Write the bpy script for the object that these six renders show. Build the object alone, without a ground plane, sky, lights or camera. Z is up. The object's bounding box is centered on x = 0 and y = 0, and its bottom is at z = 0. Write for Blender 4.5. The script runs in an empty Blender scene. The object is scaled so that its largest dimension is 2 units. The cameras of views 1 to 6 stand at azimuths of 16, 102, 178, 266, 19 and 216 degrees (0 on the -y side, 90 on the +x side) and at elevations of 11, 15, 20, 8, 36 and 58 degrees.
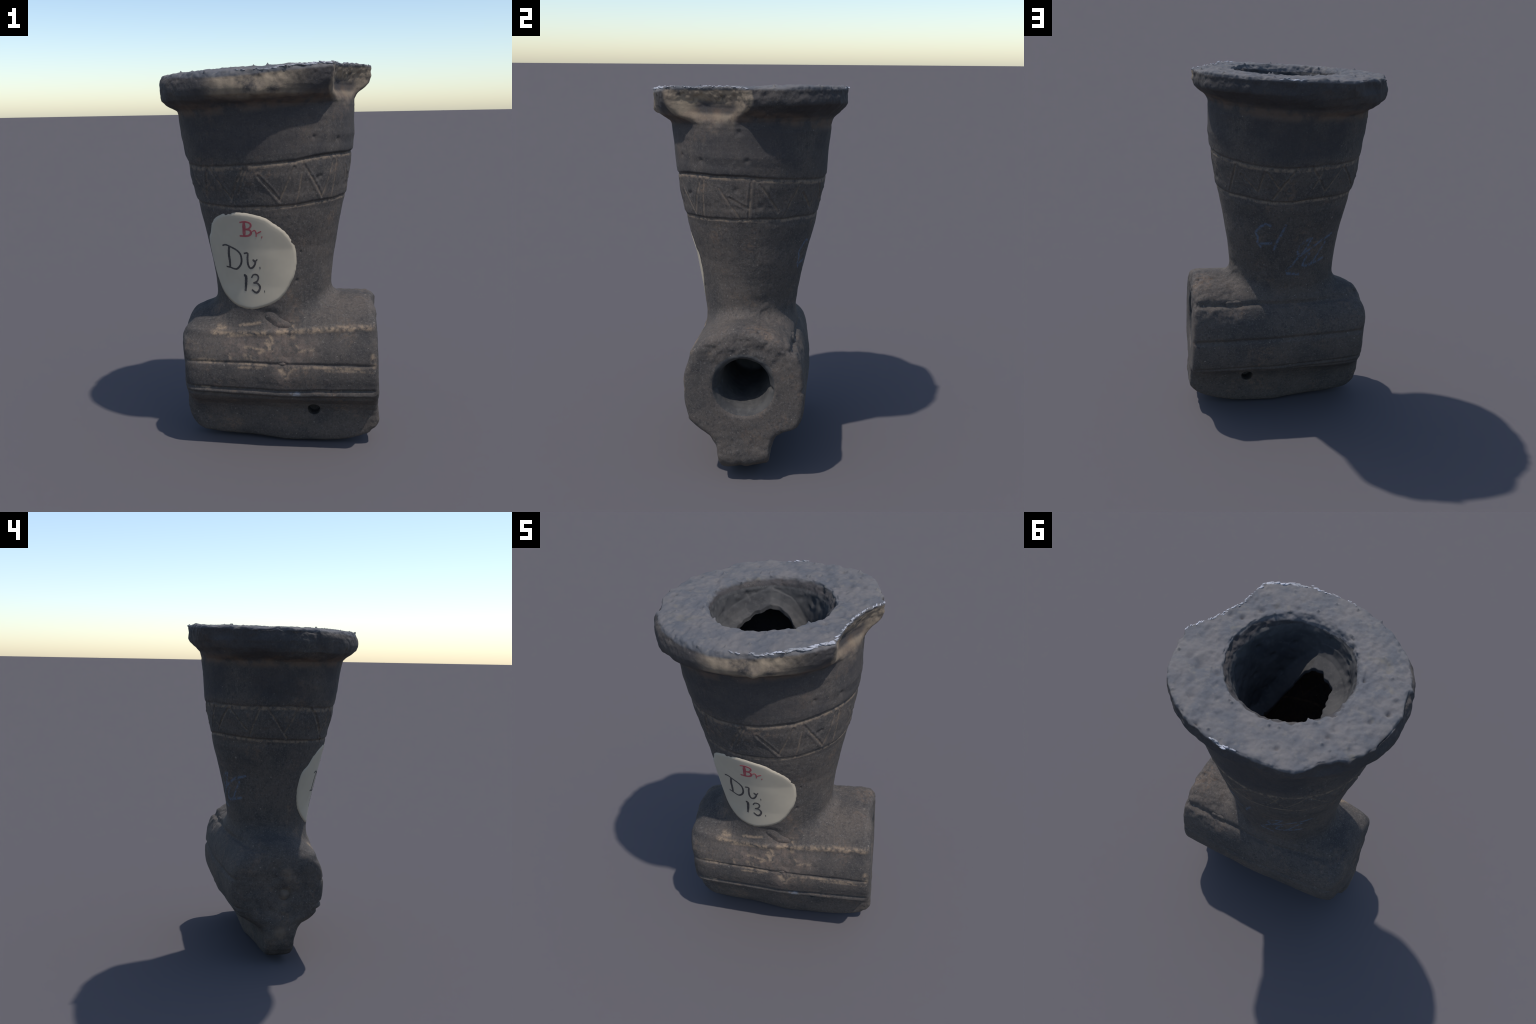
# A worn, dark clay tobacco-pipe head: flared bowl with a broken rim, a short
# horizontal shank with a keel below it, an old paper label on the front.
import bpy, math
import numpy as np
from mathutils import Vector
from mathutils.bvhtree import BVHTree

STEP = 0.0045                     # cell size of the surface mesher
D2R = math.pi / 180.0

# ------------------------------------------------------------------ frames
TH = 8.3 * D2R                    # the shank is turned a little against x
E1 = np.array([math.cos(TH), math.sin(TH), 0.0])     # along the shank
E2 = np.array([-math.sin(TH), math.cos(TH), 0.0])    # across the shank (to the back)
CN = np.array([math.cos(-17 * D2R), math.sin(-17 * D2R)])   # outward, middle of the rim chip
CT = np.array([-CN[1], CN[0]])

# ------------------------------------------------------------------ bowl profile
# z, centre x, centre y, half width x, half width y, shear: one ellipse per height
BOWL = np.array([
    [0.55, -0.004, .008, .292, .236, .007], [0.80, -.004, .008, .300, .248, .007],
    [0.90, -.005, .008, .306, .260, .007], [1.00, -.008, .008, .317, .281, .009],
    [1.10, -.009, .009, .333, .303, .012], [1.20, -.012, .008, .353, .328, .006],
    [1.27, -.014, .008, .368, .345, .006], [1.30, -.013, .008, .373, .350, .007],
    [1.35, -.016, .007, .387, .358, .003], [1.40, -.019, .006, .399, .372, .003],
    [1.45, -.020, .005, .409, .384, .004], [1.50, -.018, .007, .413, .392, .007],
    [1.55, -.024, .007, .422, .402, .009], [1.60, -.023, .004, .430, .407, .011],
    [1.65, -.023, .003, .437, .411, .013], [1.70, -.028, .003, .440, .416, .012],
    [1.75, -.030, .002, .441, .423, .013], [1.77, -.032, .001, .443, .426, .015],
    [1.78, -.040, -.001, .450, .427, .015], [1.79, -.050, -.003, .461, .431, .015],
    [1.80, -.060, -.006, .470, .437, .015], [1.82, -.070, -.020, .484, .457, .010],
    [1.84, -.066, -.023, .495, .480, .000], [1.86, -.056, -.017, .507, .495, .002],
    [1.88, -.045, -.011, .517, .506, .005], [1.90, -.034, -.007, .521, .513, .010],
    [1.93, -.026, -.004, .522, .511, .006], [1.95, -.025, -.005, .521, .510, .002],
    [2.05, -.024, -.005, .520, .509, .002]])
NECK = [(-180, 1.775), (-120, 1.79), (-60, 1.83), (-20, 1.86), (15, 1.86), (60, 1.82), (120, 1.79), (180, 1.775)]

# three cross-sections of the shank (across, height), walked from the keel up the back and down the front
SECTION_OPEN = [(.03, .0), (.09, .0), (.125, .03), (.138, .08), (.146, .13), (.156, .185), (.166, .232), (.185, .266), (.225, .289),
                (.275, .305), (.303, .330), (.317, .378), (.323, .44), (.321, .51), (.317, .58), (.306, .645), (.284, .70), (.249, .744),
                (.190, .788), (.10, .815), (.0, .822), (-.08, .807), (-.155, .784), (-.212, .745), (-.245, .695), (-.262, .645), (-.277, .60),
                (-.284, .55), (-.281, .498), (-.279, .436), (-.269, .394), (-.255, .342), (-.225, .313), (-.190, .284), (-.150, .256),
                (-.124, .215), (-.115, .18), (-.106, .12), (-.100, .06), (-.08, .01), (-.04, .0)]
SECTION_MID = [(.03, .0), (.09, .0), (.13, .012), (.143, .04), (.150, .09), (.158, .15), (.168, .20), (.187, .243), (.230, .272),
               (.282, .292), (.312, .325), (.328, .378), (.336, .44), (.338, .51), (.335, .58), (.318, .64), (.290, .69), (.258, .735),
               (.205, .785), (.10, .815), (.0, .825), (-.08, .80), (-.150, .770), (-.200, .73), (-.235, .68), (-.257, .63), (-.275, .58),
               (-.282, .54), (-.285, .498), (-.287, .436), (-.277, .39), (-.266, .344), (-.238, .303), (-.192, .275), (-.152, .247),
               (-.129, .21), (-.122, .18), (-.114, .12), (-.108, .06), (-.09, .01), (-.04, .0)]
SECTION_CLOSED = [(.03, .0), (.07, .01), (.102, .05), (.117, .11), (.120, .15), (.122, .18), (.135, .21), (.165, .237), (.218, .270),
                  (.272, .305), (.299, .36), (.312, .42), (.317, .48), (.315, .53), (.307, .58), (.285, .63), (.240, .67), (.185, .705),
                  (.12, .738), (.06, .752), (.0, .743), (-.06, .733), (-.10, .710), (-.147, .684), (-.192, .648), (-.220, .605),
                  (-.242, .555), (-.250, .498), (-.254, .436), (-.248, .385), (-.230, .325), (-.197, .280), (-.160, .250), (-.120, .229),
                  (-.096, .20), (-.084, .17), (-.076, .14), (-.070, .09), (-.060, .04), (-.01, .0)]
KEEL_EDGE = [(-.535, .26), (-.486, .190), (-.474, .135), (-.458, .093), (-.430, .057), (-.393, .034), (-.30, .016), (-.2, .003), (.02, -.003),
             (.14, -.006), (.285, .0), (.385, .020), (.46, .047), (.506, .074), (.552, .114), (.60, .17)]
SC = (0.02, 0.52)                 # centre of those walks


def section_table(section):
    p = np.array(section) - np.array(SC)
    a = np.arctan2(p[:, 1], p[:, 0]); r = np.hypot(p[:, 0], p[:, 1])
    o = np.argsort(a); a, r = a[o], r[o]
    q = np.linspace(-math.pi, math.pi, 1441)
    t = np.interp(q, np.r_[a - 2 * math.pi, a, a + 2 * math.pi], np.r_[r, r, r])
    k = np.hanning(19)[1:-1]; k /= k.sum()
    return np.convolve(np.r_[t[-9:-1], t, t[1:9]], k, mode="valid")


SEC_A = np.linspace(-math.pi, math.pi, 1441)
SEC_R = [section_table(t) for t in (SECTION_CLOSED, SECTION_MID, SECTION_OPEN)]

# how far the worn lip departs from an ellipse (angle, factor)
LIP = [(-180, 1.024), (-168, 1.010), (-160, 1.008), (-146, 1.006), (-138, 1.0), (-129, .985), (-117, .980), (-103, .982), (-95, .978), (-85, .97), (-73, .98),
       (-64, .985), (-57, .995), (-49, 1.0), (-42, 1.02), (-20, 1.0), (18, 1.0), (30, 1.02), (40, 1.050), (46, 1.052), (52, 1.045), (62, 1.038), (68, 1.032), (78, 1.008), (85, .998),
       (98, .992), (107, .996), (112, 1.012), (120, 1.032), (126, 1.048), (131, 1.030), (138, .985), (147, .988), (151, 1.025), (161, 1.036), (171, 1.034), (180, 1.024)]

# ------------------------------------------------------------------ small maths


def smin(a, b, k):
    h = np.clip(0.5 + 0.5 * (b - a) / k, 0, 1)
    return b + (a - b) * h - k * h * (1 - h)


def smax(a, b, k):
    return -smin(-a, -b, k)


def sstep(a, b, x):
    t = np.clip((x - a) / (b - a), 0, 1)
    return t * t * (3 - 2 * t)


def hash3(i, j, k, seed):
    h = (i.astype(np.int64) * 374761393 + j.astype(np.int64) * 668265263 + k.astype(np.int64) * 2147483647 + seed * 974634777) & 0x7FFFFFFF
    h = ((h ^ (h >> 13)) * 1274126177) & 0x7FFFFFFF
    h = ((h ^ (h >> 16)) * 668265263) & 0x7FFFFFFF
    return ((h ^ (h >> 15)) & 0xFFFFFF) / float(0xFFFFFF)


def noise(p, scale, seed):
    """smooth value noise in -1..1"""
    q = p * scale + 100.0
    i = np.floor(q).astype(np.int64); f = q - i
    f = f * f * f * (f * (f * 6 - 15) + 10)
    out = 0
    for dx in (0, 1):
        wx = f[:, 0] if dx else 1 - f[:, 0]
        for dy in (0, 1):
            wy = f[:, 1] if dy else 1 - f[:, 1]
            for dz in (0, 1):
                wz = f[:, 2] if dz else 1 - f[:, 2]
                out = out + wx * wy * wz * hash3(i[:, 0] + dx, i[:, 1] + dy, i[:, 2] + dz, seed)
    return out * 2 - 1


def fbm(p, scale, seed, octaves=3):
    s, a = 0, 1.0
    for o in range(octaves):
        s = s + a * noise(p, scale * 2 ** o, seed + 17 * o); a *= .5
    return s


def cells(p, scale, seed):
    """distance to the nearest and second nearest scattered point, and its random value"""
    q = p * scale + 50.0
    i = np.floor(q).astype(np.int64)
    d1 = np.full(len(p), 9.0); d2 = d1.copy(); rid = np.zeros(len(p))
    for dx in (-1, 0, 1):
        for dy in (-1, 0, 1):
            for dz in (-1, 0, 1):
                c = i + np.array([dx, dy, dz])
                pt = np.stack([c[:, a] + hash3(c[:, 0], c[:, 1], c[:, 2], seed + a) for a in range(3)], 1)
                d = np.linalg.norm(q - pt, axis=1)
                near = d < d1
                d2 = np.where(near, d1, np.minimum(d2, d))
                rid = np.where(near, hash3(c[:, 0], c[:, 1], c[:, 2], seed + 9), rid)
                d1 = np.minimum(d1, d)
    return d1, d2, rid


# ------------------------------------------------------------------ the body as a field (negative inside)
BZ = np.linspace(0.5, 2.05, 1551)
BT = [np.convolve(np.pad(np.interp(BZ, BOWL[:, 0], BOWL[:, c]), 6, mode="edge"), np.hanning(15)[1:-1] / np.hanning(15).sum(), mode="valid") for c in range(1, 6)]


def bowl_at(z):
    i = np.clip((z - 0.5) * 1000, 0, 1549.999); j = i.astype(np.int64); f = i - j
    return [t[j] * (1 - f) + t[j + 1] * f for t in BT]


def bowl_field(x, y, z):
    cx, cy, a, b, c = bowl_at(z)
    det = a * b - c * c
    dx, dy = x - cx, y - cy
    flare = sstep(1.86, 1.92, z)
    f = 1 + flare * (np.interp(np.arctan2(dy, dx) / D2R, *zip(*LIP)) - 1)
    dx, dy = dx / f, dy / f
    u, v = (b * dx - c * dy) / det, (a * dy - c * dx) / det
    g = np.sqrt(u * u + v * v) + 1e-9
    return (g - 1) * np.hypot(dx, dy) / g


def rim_top(x, y):
    z = 1.974 + .030 * (x - .1) + .014 * y
    phi = np.arctan2(y, x)
    r = np.hypot(x + .03, y)
    # the front and the left front of the lip are worn lower towards the edge
    w = np.exp(-((phi + 1.75) / .75) ** 2) * sstep(.36, .54, r) * .022
    w2 = np.exp(-((phi + 2.75) / .40) ** 2) * sstep(.44, .58, r) * .016
    w3 = np.exp(-((phi - 2.75) / .30) ** 2) * sstep(.44, .58, r) * .016
    return z - w - w2 - w3


def shank_field(s, t, z):
    dt, dz = t - SC[0], z - SC[1]
    r = np.hypot(dt, dz) + 1e-6
    a = np.arctan2(dz, dt)
    i = np.clip((a + math.pi) / (2 * math.pi) * 1440, 0, 1439.999); j = i.astype(np.int64); f = i - j
    closed, mid, opened = [q[j] * (1 - f) + q[j + 1] * f for q in SEC_R]
    R = mid + (closed - mid) * np.clip((.05 - s) / .45, 0, 1) + (opened - mid) * np.clip((s - .10) / .40, 0, 1)
    sn = dz / r
    wu = sstep(.35, .95, sn)
    p = 6.0 - 3.0 * sstep(.25, .9, sn)
    xl = np.clip((-.277 - s) / np.interp(z, [.10, .20, .28, .34, .45, .55, .66], [.216, .212, .206, .192, .189, .199, .214]), 0, 3)
    g = ((r / R) ** p + xl ** p) ** (1 / p)
    d = (g - 1) * R * .9
    face = s - .546 + .05 * np.clip(z - .45, -.4, .14) + .006 * np.cos(t * 9) + .06 * np.clip(t - .12, 0, .25)
    d = smax(d, face, .035 + .025 * wu)
    keel = np.interp(s, *zip(*KEEL_EDGE)) + .10 * np.clip(np.abs(t - .02) - .08, 0, 1) + .22 * np.clip(t - .03, 0, .12) * sstep(.2, .4, s)
    return smax(d, (keel - z) * .9, .025)


LINING_EDGE = [(-180, .175), (-163, .158), (-130, .175), (-105, .182), (-85, .178), (-60, .150), (0, .15), (45, .18), (65, .190), (80, .208), (108, .228),
               (130, .212), (148, .207), (165, .190), (180, .175)]   # radius of the broken lower edge of the lining


SHELF = [(-180, 1.785), (-140, 1.78), (-105, 1.80), (-85, 1.79), (-62, 1.70), (-25, 1.57), (0, 1.52), (40, 1.58), (65, 1.74), (85, 1.81), (108, 1.85),
         (135, 1.812), (160, 1.785), (180, 1.785)]                     # height at which the lining turns inward


def lining(r, phi, z):
    """inside of the bowl: a steep wall that turns in to a broken edge; (how far outside the hollow, height below which it widens)"""
    deg = phi / D2R
    zs = np.interp(deg, *zip(*SHELF))
    wall = np.interp(z, [.5, 1.40, 1.70, 1.85, 1.92, 1.945, 1.965, 2.1], [.16, .19, .242, .262, .275, .287, .305, .34])
    turn_in = np.interp(z - zs, [-.03, -.02, .0, .015, .035, .070, .12], [.15, .165, .20, .232, .248, .262, .40])
    rag = .006 * np.sin(5 * phi + 1) + .005 * np.sin(11 * phi + 2) + .003 * np.sin(23 * phi)
    edge = np.interp(deg, *zip(*LINING_EDGE)) + rag
    zc = zs + np.interp(r, [.15, .165, .20, .232, .26], [-.03, -.02, .0, .012, .015]) - .024
    return r - np.maximum(np.minimum(wall, turn_in), edge), zc


def scar_face(q, z):
    """the bite out of the lip: a thin edge on top, scooped underneath"""
    deep = np.interp(z, [1.76, 1.80, 1.83, 1.86, 1.885, 1.912, 1.937, 1.957, 1.975, 2.1], [.030, .006, -.014, -.030, -.032, -.026, -.014, -.004, .004, .02])
    return .405 + .042 * ((q - .04) / .225) ** 2 + deep * np.clip(1.15 - ((q - .04) / .225) ** 2, 0, 1)


def body_field(P):
    x, y, z = P[:, 0], P[:, 1], P[:, 2]
    s, t = x * E1[0] + y * E1[1], x * E2[0] + y * E2[1]
    db = bowl_field(x, y, z)
    outer = db
    lip = smax(db, z - rim_top(x, y), .022)
    # broken piece of the rim
    w, q = x * CN[0] + y * CN[1], x * CT[0] + y * CT[1]
    scar = scar_face(q, z)
    chip = np.where(x > .2, w - scar, -1.0)
    lip = np.where(z > 1.7, smax(lip, chip, np.interp(z, [1.83, 1.86, 1.93], [.030, .022, .008])), lip)
    lip = smax(lip, .6 - z, .02)
    body = smin(lip, shank_field(s, t, z), .060 + .008 * sstep(-.10, -.22, s))
    # hollow of the bowl
    r, phi = np.hypot(x + .025, y + .012), np.arctan2(y + .012, x + .025)
    hollow, zc = lining(r, phi, z)
    hollow = np.maximum(hollow, .80 - z)
    # stem socket in the right end of the shank
    bz = .530
    R = np.interp(s, [-.15, .1, .40, .46, .50, .53, .555, .60], [.10, .108, .118, .125, .135, .152, .172, .21])
    socket = smax(np.hypot(t - .018, z - bz) - R, .06 - s, .03)
    chamber = np.maximum(np.maximum(body + .020, z - zc), np.maximum(s - .34, .30 - z))
    chamber = np.maximum(chamber, .025 - socket)
    hollow = np.minimum(np.minimum(hollow, chamber), socket)
    body = smax(body, -hollow, .012)
    # drilled hole through the keel
    drill = np.maximum(np.hypot(s - .217, z - .207) - .033, .070 - np.abs(t - .02))
    return smax(body, -drill, .008)


def field(P):
    out = np.empty(len(P))
    for a in range(0, len(P), 400000):
        out[a:a + 400000] = body_field(P[a:a + 400000])
    return out


# ------------------------------------------------------------------ mesher: surface nets on the blocks near the surface
def polygonise():
    n = 16
    lo = np.array([-.64, -.60, -.03]); hi = np.array([.66, .60, 2.06])
    dims = np.ceil((hi - lo) / (STEP * n)).astype(int)
    ix = np.stack(np.meshgrid(*[np.arange(d) for d in dims], indexing="ij"), -1).reshape(-1, 3)
    sub = (np.stack(np.meshgrid(*[np.arange(3)] * 3, indexing="ij"), -1).reshape(-1, 3) + .5) / 3
    c = (lo + ix[:, None, :] * STEP * n + sub[None] * STEP * n).reshape(-1, 3)
    f = np.abs(field(c)).reshape(len(ix), -1).min(1)
    ix = ix[f < STEP * n * .75]
    off = np.stack(np.meshgrid(*[np.arange(n + 1)] * 3, indexing="ij"), -1).reshape(-1, 3)
    N = dims * n + 2
    ids, pos, quads = [], [], []

    def key(c):
        return (c[:, 0].astype(np.int64) * N[1] + c[:, 1]) * N[2] + c[:, 2]

    corners = [(a, b, c) for a in (0, 1) for b in (0, 1) for c in (0, 1)]
    edges = [(i, j) for i in range(8) for j in range(i + 1, 8) if sum(abs(p - q) for p, q in zip(corners[i], corners[j])) == 1]
    for b0 in range(0, len(ix), 80):
        b = ix[b0:b0 + 80]
        g = b[:, None, :] * n + off[None]
        v = field((lo + g * STEP).reshape(-1, 3)).reshape(len(b), n + 1, n + 1, n + 1)
        cv = np.stack([v[:, a:n + a, bb:n + bb, c:n + c] for a, bb, c in corners], -1)
        ins = cv < 0
        act = ins.any(-1) & ~ins.all(-1)
        w = np.argwhere(act); vals = cv[act]
        acc = np.zeros((len(w), 3)); cnt = np.zeros(len(w))
        for i, j in edges:
            cr = (vals[:, i] < 0) != (vals[:, j] < 0)
            den = vals[:, i] - vals[:, j]
            tt = np.where(cr, vals[:, i] / np.where(den == 0, 1, den), 0)
            pt = np.array(corners[i]) + tt[:, None] * (np.array(corners[j]) - np.array(corners[i]))
            acc += pt * cr[:, None]; cnt += cr
        cell = b[w[:, 0]] * n + w[:, 1:]
        ids.append(key(cell)); pos.append(lo + (cell + acc / cnt[:, None]) * STEP)
        for ax in range(3):
            sl0 = v[:, :n, :n, :n]
            sl1 = [v[:, 1:, :n, :n], v[:, :n, 1:, :n], v[:, :n, :n, 1:]][ax]
            cr = (sl0 < 0) != (sl1 < 0)
            e = np.argwhere(cr); inside = sl0[cr] < 0
            c0 = b[e[:, 0]] * n + e[:, 1:]
            u, vv = np.eye(3, dtype=int)[(ax + 1) % 3], np.eye(3, dtype=int)[(ax + 2) % 3]
            q = np.stack([key(c0 - u - vv), key(c0 - vv), key(c0), key(c0 - u)], 1)
            q[~inside] = q[~inside][:, ::-1]
            quads.append(q)
    ids = np.concatenate(ids); pos = np.concatenate(pos); quads = np.concatenate(quads)
    o = np.argsort(ids); ids, pos = ids[o], pos[o]
    k = np.searchsorted(ids, quads); k = np.clip(k, 0, len(ids) - 1)
    ok = (ids[k] == quads).all(1)
    return pos, k[ok]


def mesh_normals(V, Q):
    n = np.cross(V[Q[:, 2]] - V[Q[:, 0]], V[Q[:, 3]] - V[Q[:, 1]])
    out = np.zeros_like(V)
    for c in range(4):
        for a in range(3):
            out[:, a] += np.bincount(Q[:, c], n[:, a], len(V))
    return out / (np.linalg.norm(out, axis=1, keepdims=True) + 1e-12)


def laplace(V, Q):
    acc = np.zeros_like(V); cnt = np.zeros(len(V))
    for c in range(4):
        i, j = Q[:, c], Q[:, (c + 1) % 4]
        for a in range(3):
            acc[:, a] += np.bincount(i, V[j, a], len(V)) + np.bincount(j, V[i, a], len(V))
        cnt += np.bincount(i, minlength=len(V)) + np.bincount(j, minlength=len(V))
    return acc / np.maximum(cnt, 1)[:, None]


# ------------------------------------------------------------------ incised decoration, in turning angle (degrees) and height
GROOVE_UP = [(-180, 1.517), (-167, 1.517), (-150, 1.505), (-126, 1.503), (-109, 1.508), (-94, 1.517), (-76, 1.525), (-60, 1.534),
             (-46, 1.549), (-27, 1.558), (-3, 1.561), (14, 1.558), (27, 1.550), (45, 1.540), (68, 1.524), (90, 1.514), (125, 1.520), (160, 1.515), (180, 1.517)]
GROOVE_LOW = [(-180, 1.325), (-154, 1.318), (-132, 1.314), (-105, 1.311), (-84, 1.315), (-60, 1.322), (-46, 1.330), (-30, 1.336), (-6, 1.344),
              (25, 1.346), (45, 1.342), (61, 1.338), (80, 1.328), (95, 1.328), (112, 1.340), (135, 1.337), (160, 1.328), (180, 1.325)]
CHEVRONS = [((-148, 1.484), (-135, 1.356)), ((-127, 1.498), (-135, 1.340)), ((-125, 1.495), (-109, 1.346)), ((-94, 1.507), (-102, 1.383)),
            ((-86, 1.464), (-70, 1.344)), ((-53, 1.525), (-57, 1.331)), ((-53, 1.516), (-35, 1.353)), ((-22, 1.535), (-25, 1.344)),
            ((-9, 1.497), (6, 1.352)), ((-1, 1.453), (13, 1.402)), ((15, 1.546), (13, 1.353)), ((21, 1.523), (35, 1.382)),
            ((52, 1.515), (41, 1.358)), ((56, 1.466), (68, 1.380)), ((76, 1.493), (69, 1.370)), ((78, 1.488), (86, 1.406)),
            ((101, 1.518), (82, 1.344)), ((122, 1.508), (112, 1.375)), ((111, 1.525), (124, 1.383)), ((139, 1.495), (124, 1.370)),
            ((141, 1.500), (156, 1.380)), ((168, 1.510), (159, 1.353)), ((173, 1.505), (189, 1.335)), ((197, 1.506), (187, 1.363)),
            ((-109, 1.350), (-97, 1.500)), ((-70, 1.348), (-60, 1.505)), ((-35, 1.356), (-26, 1.53)), ((-152, 1.505), (-140, 1.400)), ((-140, 1.400), (-130, 1.290))]
STIPPLES = [(156, 1.479), (172, 1.401), (187, 1.463), (202, 1.406), (-142, 1.480), (60, 1.45), (93, 1.46), (95, 1.39), (130, 1.46), (109, 1.44)]
PITS = [(-41, 1.449, .012), (-46, 1.642, .010), (-23, 1.628, .012), (-94, 1.410, .014), (12, 1.639, .013), (7, 1.773, .013), (-38, 1.455, .011),
        (4, 1.493, .016), (22, 1.417, .013), (20, 1.540, .014), (-57, 1.05, .008), (-50, .93, .010), (-48, 1.08, .007)]
UNIT = .40 * D2R                  # metres per degree on the decorated band


def turn(phi_deg):
    """angle with its seam at -157 degrees, where no line crosses"""
    return (phi_deg - 23 + 180) % 360 - 180


def seg_dist(u, v, a, b):
    pu, pv, bu, bv = u - a[0], v - a[1], b[0] - a[0], b[1] - a[1]
    h = np.clip((pu * bu + pv * bv) / (bu * bu + bv * bv), 0, 1)
    return np.hypot(pu - bu * h, pv - bv * h)


SHANK_LINES = [  # side (-1 front, 1 back), heights at s = -.4 .. .52, depth, width
    (-1, [.500, .507, .510], .006, .007), (-1, [.358, .356, .370], .013, .007), (-1, [.318, .303, .313], .011, .009), (-1, [.340, .333, .345], -.006, .009),
    (1, [.528, .522, .512], .010, .012), (1, [.700, .715, .722], .013, .013), (1, [.353, .333, .335], .009, .009), (1, [.320, .300, .303], .006, .009)]


def local(mask, fn):
    """work out a costly texture only where its mask is not nil"""
    out = np.zeros(len(mask)); k = np.abs(mask) > 1e-4
    if k.any():
        out[k] = mask[k] * fn(k)
    return out


def relief(V, Nn):
    """how far each point of the smooth surface moves along its normal"""
    x, y, z = V.T
    s, t = x * E1[0] + y * E1[1], x * E2[0] + y * E2[1]
    phi = np.arctan2(y, x) / D2R
    db = bowl_field(x, y, z)
    outward = (Nn[:, 0] * x + Nn[:, 1] * y) > 0
    skin = sstep(-.035, -.012, db) * outward
    h = np.zeros(len(V))
    # turned, hand-smoothed surface
    h += .0016 * fbm(V, 7, 3) + .0006 * fbm(V, 45, 5, 2)
    ribs = noise(np.stack([z * 60, phi * .02, z * 0], 1), 1.0, 8)
    h += .0004 * ribs * skin * sstep(1.25, 1.35, z)
    # grooves and chevrons
    band = skin * sstep(1.24, 1.27, z) * sstep(1.62, 1.58, z)
    wob = .004 * noise(V, 14, 21)
    zu, zl = np.interp(phi, *zip(*GROOVE_UP)), np.interp(phi, *zip(*GROOVE_LOW))
    front = np.exp(-((phi + 20) / 55) ** 2)
    d = z - zu + wob
    h -= band * (.004 + .004 * front) * np.exp(-(d / .007) ** 2)
    h += band * .005 * front * sstep(-.004, .010, d) * sstep(.09, .03, d)
    d = z - zl + wob
    h -= band * .0045 * np.exp(-(d / .007) ** 2)
    h += band * .003 * sstep(-.004, .008, d) * sstep(.07, .03, d)
    u = turn(phi) * UNIT
    near = np.full(len(V), 9.0)
    for a, b in CHEVRONS:
        near = np.minimum(near, seg_dist(u + .4 * wob, z + .4 * wob, (turn(a[0]) * UNIT, a[1]), (turn(b[0]) * UNIT, b[1])))
    h -= band * (.0044 - .0034 * front) * np.exp(-(near / .005) ** 2)
    h += band * .0020 * np.exp(-((near - .013) / .006) ** 2)
    for a, zz in STIPPLES:
        h += band * .0035 * np.exp(-((u - turn(a) * UNIT) ** 2 + (z - zz) ** 2) / .009 ** 2)
    for a, zz, rr in PITS:
        h -= skin * .0065 * np.exp(-((u - turn(a) * UNIT) ** 2 + (z - zz) ** 2) / rr ** 2)
    # moulded lines along the shank
    low = sstep(.80, .76, z)
    side = np.where(t < .02, -1, 1)
    flank = low * sstep(-.47, -.42, s) * sstep(.54, .515, s) * (np.abs(t) > .10)
    for sd, zs, dep, wid in SHANK_LINES:
        zz = np.interp(s, [-.4, .06, .52], zs)
        h -= flank * (side == sd) * dep * np.exp(-((z - zz + .5 * wob) / wid) ** 2)
    # worn rolled ridge on the front, gouge beside it
    h += flank * (side == -1) * .007 * np.exp(-((z - np.interp(s, [-.3, .5], [.645, .70])) / .016) ** 2)
    dent = np.minimum(seg_dist(s, z, (.075, .69), (.085, .56)), np.minimum(seg_dist(s, z, (.0, .745), (.075, .68)), seg_dist(s, z, (.085, .58), (.06, .48)) + .02))
    h -= (side == -1) * low * .014 * np.exp(-(dent / .050) ** 2) * (np.abs(t) > .08)
    h -= (side == -1) * .003 * np.exp(-(seg_dist(s, z, (.0, .735), (.10, .69)) / .018) ** 2)
    # the foot of the keel is notched and lumpy at the open end
    foot = sstep(.42, .52, s) * sstep(.30, .22, z)
    h -= foot * .012 * np.exp(-((t - .0) / .018) ** 2) * sstep(.16, .10, z)
    h += local(foot * .006, lambda k: fbm(V[k], 13, 77))
    # hollow in the closed end
    endw = sstep(-.40, -.44, s)
    rd = np.hypot(t, z - .43)
    h += endw * .007 * sstep(.125, .095, rd)
    h -= endw * .030 * np.exp(-(rd / .036) ** 2)
    h += endw * .007 * np.exp(-(t ** 2 + (z - .55) ** 2) / .045 ** 2)
    h += local(endw * .004, lambda k: fbm(V[k], 14, 71))
    # crusty lumps with cracks on the shank shoulder at the open end
    crust = sstep(.24, .30, s) * sstep(.60, .70, z) * sstep(.95, .86, z) * sstep(.0, .10, t + .25 * sstep(.44, .52, s))

    def lumps(k):
        p = V[k]
        d1, d2, rid = cells(p + .012 * np.stack([noise(p, 12, q) for q in (31, 32, 33)], 1), 11, 40)
        return .007 * (1 - np.clip(d1, 0, 1)) + .005 * fbm(p, 22, 41) - .008 - .012 * np.exp(-(d1 / .16) ** 2) * (rid > .55)
    h += local(crust, lumps)
    # rim: rough, pitted top; ragged outer edge
    lip = sstep(1.87, 1.93, z)
    top = lip * sstep(.3, .8, Nn[:, 2])

    def rough_top(k):
        p = V[k]
        p1, _, pid = cells(p * np.array([1, 1, .3]), 15, 53)
        spikes, _, sid = cells(p, 30, 55)
        return .0060 * fbm(p, 11, 51) + .0030 * fbm(p, 48, 52, 2) - .016 * np.exp(-(p1 / .18) ** 2) * (pid > .62) + .013 * np.exp(-(spikes / .16) ** 2) * (sid > .80)

    def cracks(k):
        p = V[k] * np.array([1.0, .55, .4])
        c1, c2, cid = cells(p + .02 * np.stack([noise(p, 18, q) for q in (91, 92, 93)], 1), 14, 54)
        return -.018 * np.exp(-(c1 / .24) ** 2) * (cid > .35)
    h += local(top, rough_top)
    h += local(top * np.exp(-(((x + .40) / .14) ** 2 + ((y - .10) / .20) ** 2)), cracks)
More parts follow.
